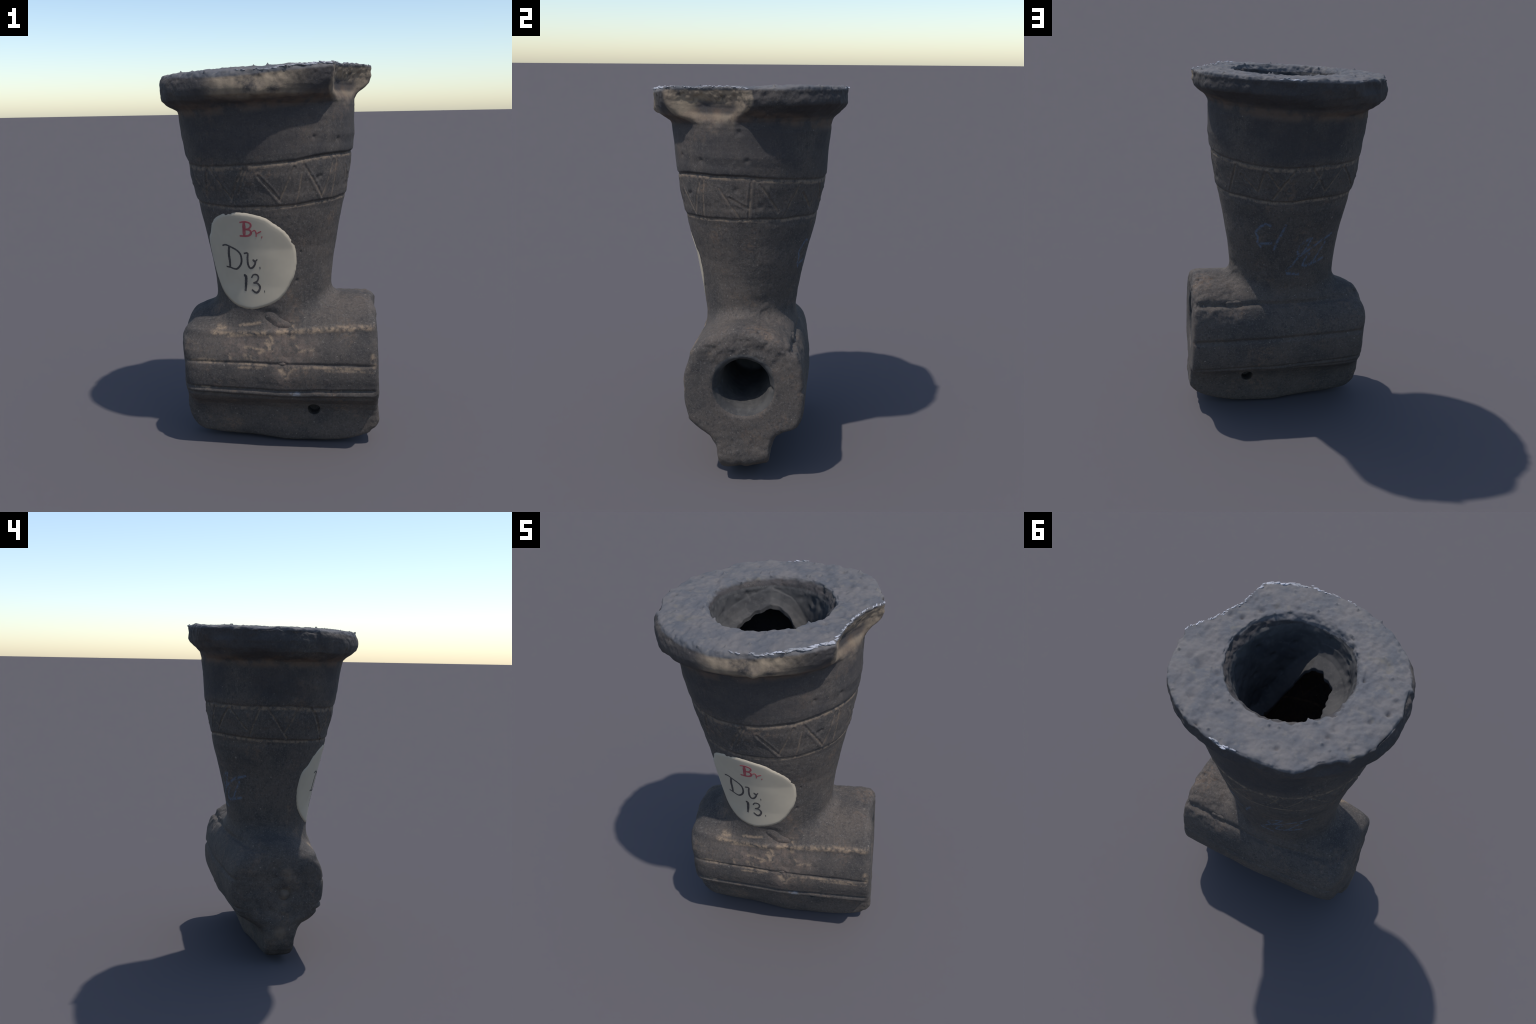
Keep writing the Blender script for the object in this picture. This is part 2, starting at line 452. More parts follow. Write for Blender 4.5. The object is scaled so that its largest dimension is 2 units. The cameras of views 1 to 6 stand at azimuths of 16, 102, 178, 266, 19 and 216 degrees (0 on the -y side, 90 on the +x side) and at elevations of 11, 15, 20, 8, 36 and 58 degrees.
    h += local(lip * (1 - sstep(.75, .95, Nn[:, 2])) * .0040, lambda k: fbm(V[k], 28, 56))
    h += local(sstep(1.76, 1.80, z) * (1 - lip) * skin * .0055, lambda k: fbm(V[k], 9, 57))
    # broken left front edge of the lip
    chipz = lip * np.exp(-((turn(phi) - turn(-165)) / 40.0) ** 2) * (1 - sstep(.85, 1.0, Nn[:, 2]))
    h -= local(chipz * .012, lambda k: sstep(.1, .6, fbm(V[k], 11, 58)))
    # lump of clay hanging from the front of the lip
    h += .016 * np.exp(-((x - .06) ** 2 + (z - 1.856) ** 2 + (y + .49) ** 2) / .022 ** 2)
    # rough inside
    inner = (db < -.06) * sstep(1.2, 1.4, z) * sstep(.19, .26, np.hypot(x + .025, y + .012)) * (outward < .5)
    rough = inner * (.25 + .75 * sstep(.1, .5, np.abs(np.sin((phi - 95) * D2R))))
    h += local(rough, lambda k: .005 * fbm(V[k], 12, 61) - .012 * np.exp(-(cells(V[k], 15, 62)[0] / .25) ** 2))
    return h


V, Q = polygonise()
for it in range(4):
    V = V + .5 * (laplace(V, Q) - V)
    nn = mesh_normals(V, Q)
    slope = (field(V + nn * .0015) - field(V - nn * .0015)) / .003
    V -= nn * np.clip(field(V) / np.maximum(slope, .35), -.006, .006)[:, None]
SMOOTH = V.copy(); N0 = mesh_normals(V, Q)
V = V + N0 * relief(V, N0)[:, None]
V[:, 2] = np.maximum(V[:, 2], 0.0)
NORM = mesh_normals(V, Q)

# ------------------------------------------------------------------ materials
NT = None


class Net:
    """tiny helper to write node graphs as expressions"""

    def __init__(self, name):
        self.mat = bpy.data.materials.new(name); self.mat.use_nodes = True
        self.t = self.mat.node_tree
        self.bsdf = self.t.nodes["Principled BSDF"]
        self.pos = self.new("ShaderNodeTexCoord").outputs["Object"]
        self._sep = None

    def new(self, kind, **kw):
        n = self.t.nodes.new(kind)
        for k, v in kw.items():
            setattr(n, k, v)
        return n

    def put(self, sock, v):
        if hasattr(v, "is_linked") or hasattr(v, "links"):
            self.t.links.new(v, sock)
        else:
            if sock.type == "RGBA" and len(v) == 3:
                v = (*v, 1)
            sock.default_value = v

    def m(self, op, a, b=None, c=None, clamp=False):
        n = self.new("ShaderNodeMath", operation=op, use_clamp=clamp)
        for i, v in enumerate((a, b, c)):
            if v is not None:
                self.put(n.inputs[i], v)
        return n.outputs[0]

    def vm(self, op, a, b=None, out=0, scale=None):
        n = self.new("ShaderNodeVectorMath", operation=op)
        self.put(n.inputs[0], a)
        if b is not None:
            self.put(n.inputs[1], b)
        if scale is not None:
            self.put(n.inputs["Scale"], scale)
        return n.outputs[out]

    def ss(self, a, b, x):
        n = self.new("ShaderNodeMapRange", interpolation_type="SMOOTHSTEP")
        n.clamp = True
        lo, hi, o0, o1 = (a, b, 0.0, 1.0) if a < b else (b, a, 1.0, 0.0)
        self.put(n.inputs[0], x)
        for i, v in zip((1, 2, 3, 4), (lo, hi, o0, o1)):
            n.inputs[i].default_value = v
        return n.outputs[0]

    def noise(self, scale, detail=3.0, rough=.55, vec=None, seed=0.0, stretch=None):
        v = self.pos if vec is None else vec
        if stretch:
            v = self.vm("MULTIPLY", v, stretch)
        if seed:
            v = self.vm("ADD", v, (seed * 3.17, seed * 1.31, seed * 2.23))
        n = self.new("ShaderNodeTexNoise")
        self.put(n.inputs["Vector"], v)
        n.inputs["Scale"].default_value = scale; n.inputs["Detail"].default_value = detail; n.inputs["Roughness"].default_value = rough
        return n.outputs["Fac"]

    def mix(self, fac, a, b):
        n = self.new("ShaderNodeMix", data_type="RGBA")
        self.put(n.inputs[0], fac); self.put(n.inputs[6], a); self.put(n.inputs[7], b)
        return n.outputs[2]

    def xyz(self):
        if self._sep is None:
            n = self.new("ShaderNodeSeparateXYZ"); self.put(n.inputs[0], self.pos)
            self._sep = n.outputs
        return self._sep

    def comb(self, x, y, z=0.0):
        n = self.new("ShaderNodeCombineXYZ")
        for i, v in enumerate((x, y, z)):
            self.put(n.inputs[i], v)
        return n.outputs[0]

    def curve(self, pts, x, x0, x1, y0, y1):
        n = self.new("ShaderNodeFloatCurve")
        c = n.mapping.curves[0]
        pts = [((a - x0) / (x1 - x0), (b - y0) / (y1 - y0)) for a, b in pts]
        c.points[0].location = pts[0]; c.points[1].location = pts[-1]
        for p in pts[1:-1]:
            c.points.new(*p)
        n.mapping.update()
        self.put(n.inputs["Value"], self.ss_lin(x0, x1, x))
        return self.m("MULTIPLY_ADD", n.outputs[0], y1 - y0, y0)

    def ss_lin(self, a, b, x):
        n = self.new("ShaderNodeMapRange")
        self.put(n.inputs[0], x)
        for i, v in zip((1, 2, 3, 4), (a, b, 0.0, 1.0)):
            n.inputs[i].default_value = v
        return n.outputs[0]

    def near_lines(self, vec, lines):
        """distance to the nearest of some straight strokes ((u,v),(u,v))"""
        best = None
        for a, b in lines:
            g = self.new("ShaderNodeGroup"); g.node_tree = stroke_group()
            self.put(g.inputs[0], vec)
            g.inputs[1].default_value = (a[0], a[1], 0); g.inputs[2].default_value = (b[0] - a[0] + 1e-5, b[1] - a[1], 0)
            self.put(g.inputs[3], 9.0 if best is None else best)
            best = g.outputs[0]
        return best


def stroke_group():
    g = bpy.data.node_groups.get("stroke_distance")
    if g:
        return g
    g = bpy.data.node_groups.new("stroke_distance", "ShaderNodeTree")
    for nme in ("Point", "Start", "Along"):
        g.interface.new_socket(nme, in_out="INPUT", socket_type="NodeSocketVector")
    g.interface.new_socket("Best", in_out="INPUT", socket_type="NodeSocketFloat")
    g.interface.new_socket("Distance", in_out="OUTPUT", socket_type="NodeSocketFloat")
    i, o = g.nodes.new("NodeGroupInput"), g.nodes.new("NodeGroupOutput")

    def vm(op, a, b, out=0):
        n = g.nodes.new("ShaderNodeVectorMath"); n.operation = op
        g.links.new(a, n.inputs[0])
        if b is not None:
            g.links.new(b, n.inputs["Scale"] if op == "SCALE" else n.inputs[1])
        return n.outputs[out]
    pa = vm("SUBTRACT", i.outputs[0], i.outputs[1])
    d1 = vm("DOT_PRODUCT", pa, i.outputs[2], 1)
    d2 = vm("DOT_PRODUCT", i.outputs[2], i.outputs[2], 1)
    dv = g.nodes.new("ShaderNodeMath"); dv.operation = "DIVIDE"; dv.use_clamp = True
    g.links.new(d1, dv.inputs[0])
    g.links.new(d2, dv.inputs[1])
    rest = vm("SUBTRACT", pa, vm("SCALE", i.outputs[2], dv.outputs[0]))
    ln = vm("LENGTH", rest, None, 1)
    mn = g.nodes.new("ShaderNodeMath"); mn.operation = "MINIMUM"
    g.links.new(ln, mn.inputs[0]); g.links.new(i.outputs[3], mn.inputs[1])
    g.links.new(mn.outputs[0], o.inputs[0])
    return g


def poly(*pts):
    return list(zip(pts[:-1], pts[1:]))


def front_xy(px, py):
    """marks on the front of the shank were noted on a 2000 x 1500 drawing of it"""
    return (-.298 + (px - 380) * .000546, .665 - (py - 490) * .00058 + (px - 900) * 1.3e-5)


DUST_WIDE = [poly((380, 510), (520, 520), (900, 498)), poly((1000, 492), (1250, 482), (1550, 462), (1870, 452)),
             poly((1130, 420), (1140, 530)), poly((430, 472), (490, 460)), poly((700, 700), (780, 722)), poly((905, 570), (940, 640)),
             poly((250, 750), (400, 750)), poly((1020, 800), (1080, 880)), poly((1880, 690), (1885, 780))]
DUST_THIN = [poly((640, 440), (740, 425), (830, 410)), poly((700, 620), (890, 640), (830, 668)), poly((1170, 600), (1200, 650), (1340, 630)),
             poly((170, 745), (500, 757), (900, 775)), poly((1090, 800), (1300, 790), (1850, 812)), poly((630, 800), (850, 800)),
             poly((1080, 880), (1165, 775)), poly((545, 690), (560, 720)), poly((1450, 820), (1870, 830)), poly((200, 1000), (330, 1012)), poly((930, 520), (960, 580))]
CHALK = [poly((79, 1.187), (74, 1.195), (69, 1.175), (64, 1.14), (66, 1.114), (65, 1.082), (68, 1.057)), poly((68, 1.073), (79, 1.082)),
         poly((93, 1.192), (89, 1.134), (85, 1.091), (82, 1.044)),
         poly((150, 1.096), (134, 1.071), (121, 1.031), (110, .998), (102, .940), (96, .907), (97, .890), (111, .882)),
         poly((121, 1.102), (112, 1.077), (108, 1.047), (107, 1.015), (112, 1.001), (118, 1.051), (122, 1.097)),
         poly((141, 1.055), (128, .949), (121, .930), (115, .937), (117, .973), (122, 1.005)), poly((121, .930), (129, .943), (142, .958))]


def clay_material(name, where, half=0):
    """the same smoked clay everywhere, plus the marks of one region of the pipe"""
    n = Net(name)
    x, y, z = n.xyz()
    wob = n.m("MULTIPLY", n.m("SUBTRACT", n.noise(14, 1), .5), .010)
    grain = n.noise(170, 2, .6)
    col = n.mix(n.ss(.35, .68, n.noise(4.5, 4, .6, seed=1)), BASE_A, BASE_B)
    col = n.mix(n.m("MULTIPLY", n.ss(.40, .75, n.noise(22, 4, .6, seed=2)), .45), col, BASE_C)
    col = n.mix(n.m("MULTIPLY", n.ss(.46, .26, n.noise(38, 3, .6, seed=8)), .5), col, BASE_D)
    if where != "shank":
        # fine upright burnishing streaks and rusty brown blooms
        col = n.mix(n.m("MULTIPLY", n.ss(.52, .72, n.noise(55, 3, .6, seed=41, stretch=(1, 1, .14))), .30), col, BASE_C)
        col = n.mix(n.m("MULTIPLY", n.ss(.48, .30, n.noise(70, 3, .6, seed=42, stretch=(1, 1, .16))), .28), col, BASE_D)
    col = n.mix(n.m("MULTIPLY", n.m("MULTIPLY", n.ss(.52, .70, n.noise(6.5, 5, .65, seed=43)), n.ss(.40, .60, n.noise(48, 3, .6, seed=44))), .60), col, (.150, .105, .075))
    col = n.mix(n.m("MULTIPLY", n.ss(.50, .70, n.noise(95, 3, .6, seed=45)), .40), col, (.135, .122, .112))
    col = n.mix(n.m("MULTIPLY", n.ss(.48, .32, n.noise(85, 3, .6, seed=46)), .45), col, (.030, .029, .031))
    col = n.mix(n.m("MULTIPLY", n.ss(.60, .74, grain), .55), col, (.17, .15, .13))
    col = n.mix(n.m("MULTIPLY", n.ss(.71, .77, n.noise(60, 2, .5, seed=4)), .6), col, (.24, .21, .18))
    ragged = n.ss(.36, .60, n.noise(34, 4, .65, seed=5))
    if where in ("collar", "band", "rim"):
        # upper wall tinted blue-black to paint in the shadow under the rim
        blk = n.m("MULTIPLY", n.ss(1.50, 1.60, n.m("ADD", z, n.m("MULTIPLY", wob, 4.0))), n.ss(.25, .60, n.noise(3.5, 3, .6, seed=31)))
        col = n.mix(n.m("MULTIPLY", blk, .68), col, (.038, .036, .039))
    if where in ("rim", "collar", "bowl", "band"):
        rawphi = n.m("MULTIPLY", n.m("ARCTAN2", y, x), 180 / math.pi)
    if where in ("rim", "collar"):
        # ochre dust lodged under the rim
        zn = n.curve(NECK, rawphi, -180, 180, 1.70, 1.90)
        nk = n.m("MULTIPLY", n.ss(.045, .008, n.m("ABSOLUTE", n.m("SUBTRACT", z, n.m("SUBTRACT", zn, .012)))), n.ss(.34, .58, n.noise(9, 3, .6, seed=6)))
        col = n.mix(n.m("MULTIPLY", nk, .45), col, (.16, .105, .070))
        # bare broken face of the lip
        wv = n.m("ADD", n.m("MULTIPLY", x, float(CN[0])), n.m("MULTIPLY", y, float(CN[1])))
        qv = n.m("ADD", n.m("MULTIPLY", x, float(CT[0])), n.m("MULTIPLY", y, float(CT[1])))
        qq = n.m("POWER", n.m("ABSOLUTE", n.m("SUBTRACT", qv, .04)), 2.0)
        scarw = n.m("SUBTRACT", wv, n.m("MULTIPLY_ADD", qq, .83, .418))
        scar = n.m("MULTIPLY", n.m("MULTIPLY", n.ss(.034, .014, scarw), n.ss(-.046, -.034, scarw)), n.m("POWER", n.ss(1.73, 1.91, n.m("ADD", z, n.m("MULTIPLY", wob, 7.0))), 1.6))
        scar = n.m("MULTIPLY", scar, n.ss(.33, .36, wv))
        scar = n.m("MULTIPLY", scar, n.ss(.265, .235, n.m("ABSOLUTE", n.m("SUBTRACT", qv, .04))))
        tanc = n.mix(n.ss(.35, .7, n.noise(16, 3, .6, seed=7)), (.30, .235, .165), (.20, .155, .115))
        if where == "rim":
            tp0 = n.m("SUBTRACT", z, n.m("ADD", n.m("MULTIPLY", x, .030), n.m("MULTIPLY_ADD", y, .014, 1.971)))
            scar = n.m("MULTIPLY", scar, n.ss(-.012, -.026, n.m("ADD", tp0, n.m("MULTIPLY", wob, 3.0))))
        scar = n.m("MULTIPLY", scar, n.ss(.25, .5, n.noise(20, 4, .6, seed=10)))
        col = n.mix(n.m("MULTIPLY", scar, .85), col, tanc)
    if where == "rim":
        rr = n.m("SQRT", n.m("ADD", n.m("MULTIPLY", x, x), n.m("MULTIPLY", y, y)))
        rimside = n.m("MULTIPLY", n.ss(1.80, 1.85, z), n.ss(.43, .47, rr))
        fr = n.m("MULTIPLY", n.ss(-116, -100, rawphi), n.ss(-50, -75, rawphi))
        rub = n.m("MULTIPLY", n.m("MULTIPLY", rimside, fr), n.ss(.30, .52, n.noise(11, 4, .6, seed=9)))
        col = n.mix(n.m("MULTIPLY", rub, .75), col, tanc)
        # ashy top
        tp = n.m("SUBTRACT", z, n.m("ADD", n.m("MULTIPLY", x, .030), n.m("MULTIPLY_ADD", y, .014, 1.971)))
        worn = n.m("MULTIPLY", n.m("EXPONENT", n.m("MULTIPLY", n.m("POWER", n.m("ABSOLUTE", n.m("DIVIDE", n.m("ADD", rawphi, 100.0), 43.0)), 2.0), -1.0)), .030)
        top = n.ss(-.022, -.008, n.m("ADD", n.m("ADD", tp, worn), n.m("MULTIPLY", wob, 1.2)))
        ash = n.mix(n.ss(.35, .65, n.noise(8, 4, .6, seed=11)), ASH_A, ASH_B)
        ash = n.mix(n.m("MULTIPLY", n.ss(.5, .75, n.noise(26, 4, .6, seed=12)), .6), ash, ASH_C)
        ash = n.mix(n.m("MULTIPLY", n.ss(.60, .75, n.noise(7, 3, .6, seed=13)), .6), ash, ASH_D)
        col = n.mix(n.m("MULTIPLY", top, n.m("SUBTRACT", 1.0, n.m("MULTIPLY", scar, .8))), col, ash)
    if where in ("band", "bowl"):
        c, s = math.cos(-23 * D2R), math.sin(-23 * D2R)     # the angle with its seam moved to -157 degrees
        rx = n.m("SUBTRACT", n.m("MULTIPLY", x, c), n.m("MULTIPLY", y, s))
        ry = n.m("ADD", n.m("MULTIPLY", x, s), n.m("MULTIPLY", y, c))
        u = n.m("MULTIPLY", n.m("ARCTAN2", ry, rx), 180 / math.pi * UNIT)
    if where == "band":
        # dust in the incised band
        zu = n.curve(GROOVE_UP, rawphi, -180, 180, 1.45, 1.60)
        gu = n.ss(.015, .003, n.m("ABSOLUTE", n.m("ADD", n.m("SUBTRACT", z, n.m("SUBTRACT", zu, .010)), wob)))
        zl = n.curve(GROOVE_LOW, rawphi, -180, 180, 1.25, 1.40)
        gl = n.ss(.012, .002, n.m("ABSOLUTE", n.m("ADD", n.m("SUBTRACT", z, n.m("SUBTRACT", zl, .007)), wob)))
        uv = n.comb(n.m("ADD", u, wob), n.m("ADD", z, wob))
        ch = n.ss(.0075, .0015, n.near_lines(uv, [((turn(a[0]) * UNIT, a[1]), (turn(b[0]) * UNIT, b[1])) for a, b in CHEVRONS if max(turn(a[0]) * half, turn(b[0]) * half) > -4]))
        marks = n.m("MAXIMUM", n.m("MAXIMUM", gu, gl), n.m("MULTIPLY", ch, .75))
        frontal = n.ss(-.30, .10, n.m("ADD", n.m("MULTIPLY", x, .62), n.m("MULTIPLY", y, -.78)))
        dust = n.m("MULTIPLY", n.m("MULTIPLY", marks, n.m("MULTIPLY_ADD", frontal, -.06, .46)), ragged)
        col = n.mix(dust, col, TAN)
    if where == "bowl":
        # faint blue chalk writing on the back
        zt = n.comb(n.m("ADD", u, n.m("MULTIPLY", wob, .4)), n.m("ADD", z, n.m("MULTIPLY", wob, .4)))
        strokes = [((turn(a[0]) * UNIT, a[1]), (turn(b[0]) * UNIT, b[1])) for l in CHALK for a, b in l]
        bl = n.m("MULTIPLY", n.ss(.013, .001, n.near_lines(zt, strokes)), n.ss(.05, .12, y))
        bl = n.m("MULTIPLY", bl, n.ss(.35, .55, n.noise(70, 3, .6, seed=14)))
        col = n.mix(n.m("MULTIPLY", bl, .55), col, (.105, .150, .225))
    if where == "shank":
        # dust on the front of the shank
        sa = n.m("ADD", n.m("MULTIPLY", x, float(E1[0])), n.m("MULTIPLY", y, float(E1[1])))
        ta = n.m("ADD", n.m("MULTIPLY", x, float(E2[0])), n.m("MULTIPLY", y, float(E2[1])))
        sz = n.comb(n.m("ADD", sa, wob), n.m("ADD", z, n.m("MULTIPLY", wob, .8)))
        sidef = n.m("MULTIPLY", n.m("MULTIPLY", n.ss(-.10, -.15, ta), n.ss(.80, .77, z)), ragged)
        speck = n.ss(.30, .62, n.noise(75, 3, .7, seed=21))
        soft2 = n.ss(.30, .60, n.noise(13, 3, .6, seed=22))
        sidef = n.m("MULTIPLY", sidef, n.m("MULTIPLY", n.m("MULTIPLY_ADD", speck, .4, .6), n.m("MULTIPLY_ADD", soft2, .45, .55)))
        wide = n.ss(.021, .002, n.near_lines(sz, [(front_xy(*a), front_xy(*b)) for l in DUST_WIDE for a, b in l]))
        thin = n.ss(.013, .000, n.near_lines(sz, [(front_xy(*a), front_xy(*b)) for l in DUST_THIN for a, b in l]))
        dm = n.m("MAXIMUM", wide, n.m("MULTIPLY", thin, .9))
        halo = n.ss(.11, .0, n.near_lines(sz, [(front_xy(600, 650), front_xy(1250, 650)), (front_xy(1050, 450), front_xy(1050, 900))]))
        col = n.mix(n.m("MULTIPLY", n.m("MULTIPLY", halo, sidef), .75), col, (.17, .125, .100))
        col = n.mix(n.m("MULTIPLY", dm, sidef), col, TAN)
        # brown dust in the pit of the closed end and above it
        tz = n.comb(ta, n.m("ADD", z, wob))
        pit = n.m("MULTIPLY", n.ss(.055, .012, n.near_lines(tz, [((.0, .43), (-.005, .395)), ((-.005, .545), (.0, .56)), ((.03, .20), (.03, .21))])), n.ss(-.42, -.44, sa))
        col = n.mix(n.m("MULTIPLY", n.m("MULTIPLY", pit, soft2), .7), col, (.150, .115, .088))
        bp = n.m("MULTIPLY", n.ss(.016, .006, n.near_lines(sz, [(front_xy(1125, 1055), front_xy(1195, 1050))])), sidef)
        col = n.mix(n.m("MULTIPLY", bp, .7), col, (.16, .18, .22))
    n.put(n.bsdf.inputs["Base Color"], col)
    n.bsdf.inputs["Roughness"].default_value = .88
    n.bsdf.inputs["Specular IOR Level"].default_value = .25
    b = n.new("ShaderNodeBump"); b.inputs["Strength"].default_value = .32; b.inputs["Distance"].default_value = .004
    hgt = n.m("ADD", n.m("MULTIPLY", grain, .5), n.noise(60, 4, .6, seed=15))
    if where == "band":
        hgt = n.m("SUBTRACT", hgt, n.m("MULTIPLY", marks, .3))
    n.put(b.inputs["Height"], hgt)
    n.put(n.bsdf.inputs["Normal"], b.outputs[0])
    return n.mat


BASE_A, BASE_B, BASE_C, BASE_D = (.084, .070, .061), (.053, .048, .046), (.104, .087, .074), (.034, .032, .034)
TAN = (.285, .208, .142)
ASH_A, ASH_B, ASH_C, ASH_D = (.128, .120, .120), (.090, .092, .102), (.152, .140, .130), (.165, .145, .112)


def soot_material():
    n = Net("sooty_inside")
    col = n.mix(n.ss(.35, .65, n.noise(9, 4, .6)), (.075, .072, .070), (.050, .049, .050))
    col = n.mix(n.m("MULTIPLY", n.ss(.5, .7, n.noise(40, 3, .6, seed=2)), .4), col, (.10, .094, .088))
    n.put(n.bsdf.inputs["Base Color"], col)
    n.bsdf.inputs["Roughness"].default_value = .95
    n.bsdf.inputs["Specular IOR Level"].default_value = .15
    return n.mat


def paper_material():
    n = Net("aged_paper")
    col = n.mix(n.ss(.3, .7, n.noise(5, 4, .6)), (.435, .372, .285), (.39, .335, .258))
    col = n.mix(n.m("MULTIPLY", n.ss(.5, .75, n.noise(14, 4, .6, seed=3)), .3), col, (.38, .325, .245))
    col = n.mix(n.m("MULTIPLY", n.ss(.70, .76, n.noise(70, 2, .5, seed=5)), .35), col, (.35, .31, .25))
    n.put(n.bsdf.inputs["Base Color"], col)
    n.bsdf.inputs["Roughness"].default_value = .75
    return n.mat


def ink_material(name, a, b):
    n = Net(name)
    n.put(n.bsdf.inputs["Base Color"], n.mix(n.ss(.35, .7, n.noise(45, 3, .6)), a, b))
    n.bsdf.inputs["Roughness"].default_value = .7
    return n.mat


def crust_material():
    n = Net("white_plaster_crumbs")
    col = n.mix(n.ss(.35, .65, n.noise(18, 3, .6)), (.42, .42, .46), (.20, .20, .21))
    n.put(n.bsdf.inputs["Base Color"], col)
    n.bsdf.inputs["Roughness"].default_value = .8
    return n.mat


# ------------------------------------------------------------------ the pipe head and its parts
root = bpy.data.objects.new("tobacco_pipe_head", None)
bpy.context.scene.collection.objects.link(root)
root["label"] = "dark worn clay pipe head with keeled shank and paper label"
root["category"] = "tobacco pipe"


def add(name, verts, faces, mat, normals=None, parent=None, smooth=True):
    me = bpy.data.meshes.new(name)
    me.from_pydata([tuple(v) for v in verts], [], [tuple(f) for f in faces])
    me.materials.append(mat)
    if smooth:
        me.polygons.foreach_set("use_smooth", np.ones(len(me.polygons), bool))
    if normals is not None:
        me.normals_split_custom_set_from_vertices([tuple(k) for k in normals])
    me.update()
    ob = bpy.data.objects.new(name, me)
    bpy.context.scene.collection.objects.link(ob)
    ob.parent = parent or root
    return ob


soot = soot_material()
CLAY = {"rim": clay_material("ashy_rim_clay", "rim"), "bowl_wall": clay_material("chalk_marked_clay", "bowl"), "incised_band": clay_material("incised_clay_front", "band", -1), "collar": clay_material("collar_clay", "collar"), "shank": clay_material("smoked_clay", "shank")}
C = V[Q].mean(1); CNm = NORM[Q].mean(1)
cs, ct = C @ E1, C @ E2
cphi = np.arctan2(C[:, 1], C[:, 0]) / D2R
cdb = bowl_field(C[:, 0], C[:, 1], C[:, 2])
cr = np.hypot(C[:, 0] + .025, C[:, 1] + .012)
neck = np.interp(cphi, *zip(*NECK))
part = np.full(len(Q), 1)                                             # bowl wall
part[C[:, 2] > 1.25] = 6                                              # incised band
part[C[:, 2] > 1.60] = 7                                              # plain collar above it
part[C[:, 2] < .80] = 2                                               # shank
part[(C[:, 2] < .90) & (cdb > .012)] = 2
keel_top = np.interp(cs, [-.45, .06, .53], [.315, .296, .305])
part[C[:, 2] < keel_top] = 3                                          # keel
part[C[:, 2] > neck] = 0                                              # rim
inward = (CNm[:, 0] * (C[:, 0] + .025) + CNm[:, 1] * (C[:, 1] + .012)) < 0
part[(cdb < -.03) & (C[:, 2] > .9) & (C[:, 2] < 1.93) & ((inward & (cr < .33)) | (C[:, 2] < 1.76))] = 4   # hollow
part[(C[:, 2] <= .9) & (cdb < -.03) & (C[:, 2] > .64) & (cr < .24)] = 4
sock = np.hypot(ct - .018, C[:, 2] - .53)
part[(sock < .172) & (cs < .535) & (cs > -.30) & (C[:, 2] < .72)] = 5  # stem socket
NAMES = ["rim", "bowl_wall", "shank", "keel", "bowl_hollow", "stem_socket", "incised_band", "collar"]
for k, nme in enumerate(NAMES):
    sel = Q[part == k]
    if not len(sel):
        continue
    used, inv = np.unique(sel, return_inverse=True)
    ob = add(nme, V[used], inv.reshape(-1, 4), soot if k in (4, 5) else CLAY.get(nme, CLAY["shank"]), NORM[used])  # socket shares the soot colour, darkening its lit end wall into deep shade
    if nme == "incised_band":                                         # its back half carries its own zigzag
        ob.data.materials.append(clay_material("incised_clay_back", "band", 1))
        ob.data.polygons.foreach_set("material_index", (turn(cphi[part == k]) > 0).astype(np.int32))

# ------------------------------------------------------------------ paper label, wrapped round the front
tri = np.concatenate([Q[:, [0, 1, 2]], Q[:, [0, 2, 3]]])
cen = V[tri].mean(1)
pick = (cen[:, 1] < .12) & (cen[:, 2] > .70) & (cen[:, 2] < 1.36) & (np.hypot(cen[:, 0], cen[:, 1]) > .20)
used, inv = np.unique(tri[pick], return_inverse=True)
bvh = BVHTree.FromPolygons([Vector(v) for v in SMOOTH[used]], inv.reshape(-1, 3).tolist())


def on_bowl(phi, z, lift):
    d = Vector((math.cos(phi * D2R), math.sin(phi * D2R), 0))
    hit = bvh.ray_cast(Vector((0, 0, z)) + d * .9, -d)
    p, nrm = hit[0], hit[1]
    if p is None:
        return Vector((0, 0, z)) + d * .3
    nrm = Vector((d.x, d.y, -.25)).normalized()
    return p + nrm * lift


OUTLINE = [(-143, 1.164), (-136, 1.223), (-125, 1.262), (-115, 1.281), (-105, 1.286), (-95, 1.281), (-83, 1.261), (-76, 1.234), (-68, 1.202),
           (-60, 1.155), (-54, 1.097), (-52, 1.030), (-53, .969), (-58, .910), (-64, .863), (-73, .825), (-87, .796), (-101, .779), (-115, .781),
           (-129, .801), (-142, .850), (-150, .910), (-153, .985), (-153, 1.055), (-150, 1.125)]


def catmull(pts, per, closed):
    p = np.array(pts, float); n = len(p); out = []
    for i in range(n if closed else n - 1):
        q = [p[(i + k) % n] if closed else p[min(max(i + k, 0), n - 1)] for k in (-1, 0, 1, 2)]
        for k in range(per):
            t = k / per
            out.append(.5 * (2 * q[1] + (q[2] - q[0]) * t + (2 * q[0] - 5 * q[1] + 4 * q[2] - q[3]) * t * t + (3 * q[1] - q[0] - 3 * q[2] + q[3]) * t ** 3))
    if not closed:
        out.append(p[-1])
    return np.array(out)


rng = np.random.default_rng(7)
ring = catmull(OUTLINE, 6, True)
mid = np.array([-103, 1.03])
ring = mid + (ring - mid) * (1 + rng.normal(0, .003, (len(ring), 1)))
LV, LF, K, RINGS = [], [], len(ring), 16
for lift in (.0032, -.006):
    for j in range(1, RINGS + 1):
        for p in mid + (ring - mid) * (j / RINGS):
            LV.append(on_bowl(p[0], p[1], lift - (.0022 if j == RINGS and lift > 0 else 0)))
    LV.append(on_bowl(mid[0], mid[1], lift))
half = RINGS * K + 1
for side in (0, 1):
    o = side * half
    for j in range(RINGS - 1):
        for i in range(K):
            f = [o + j * K + i, o + (j + 1) * K + i, o + (j + 1) * K + (i + 1) % K, o + j * K + (i + 1) % K]
            LF.append(f if side else f[::-1])
    for i in range(K):
        f = [o + half - 1, o + i, o + (i + 1) % K]
        LF.append(f if side else f[::-1])
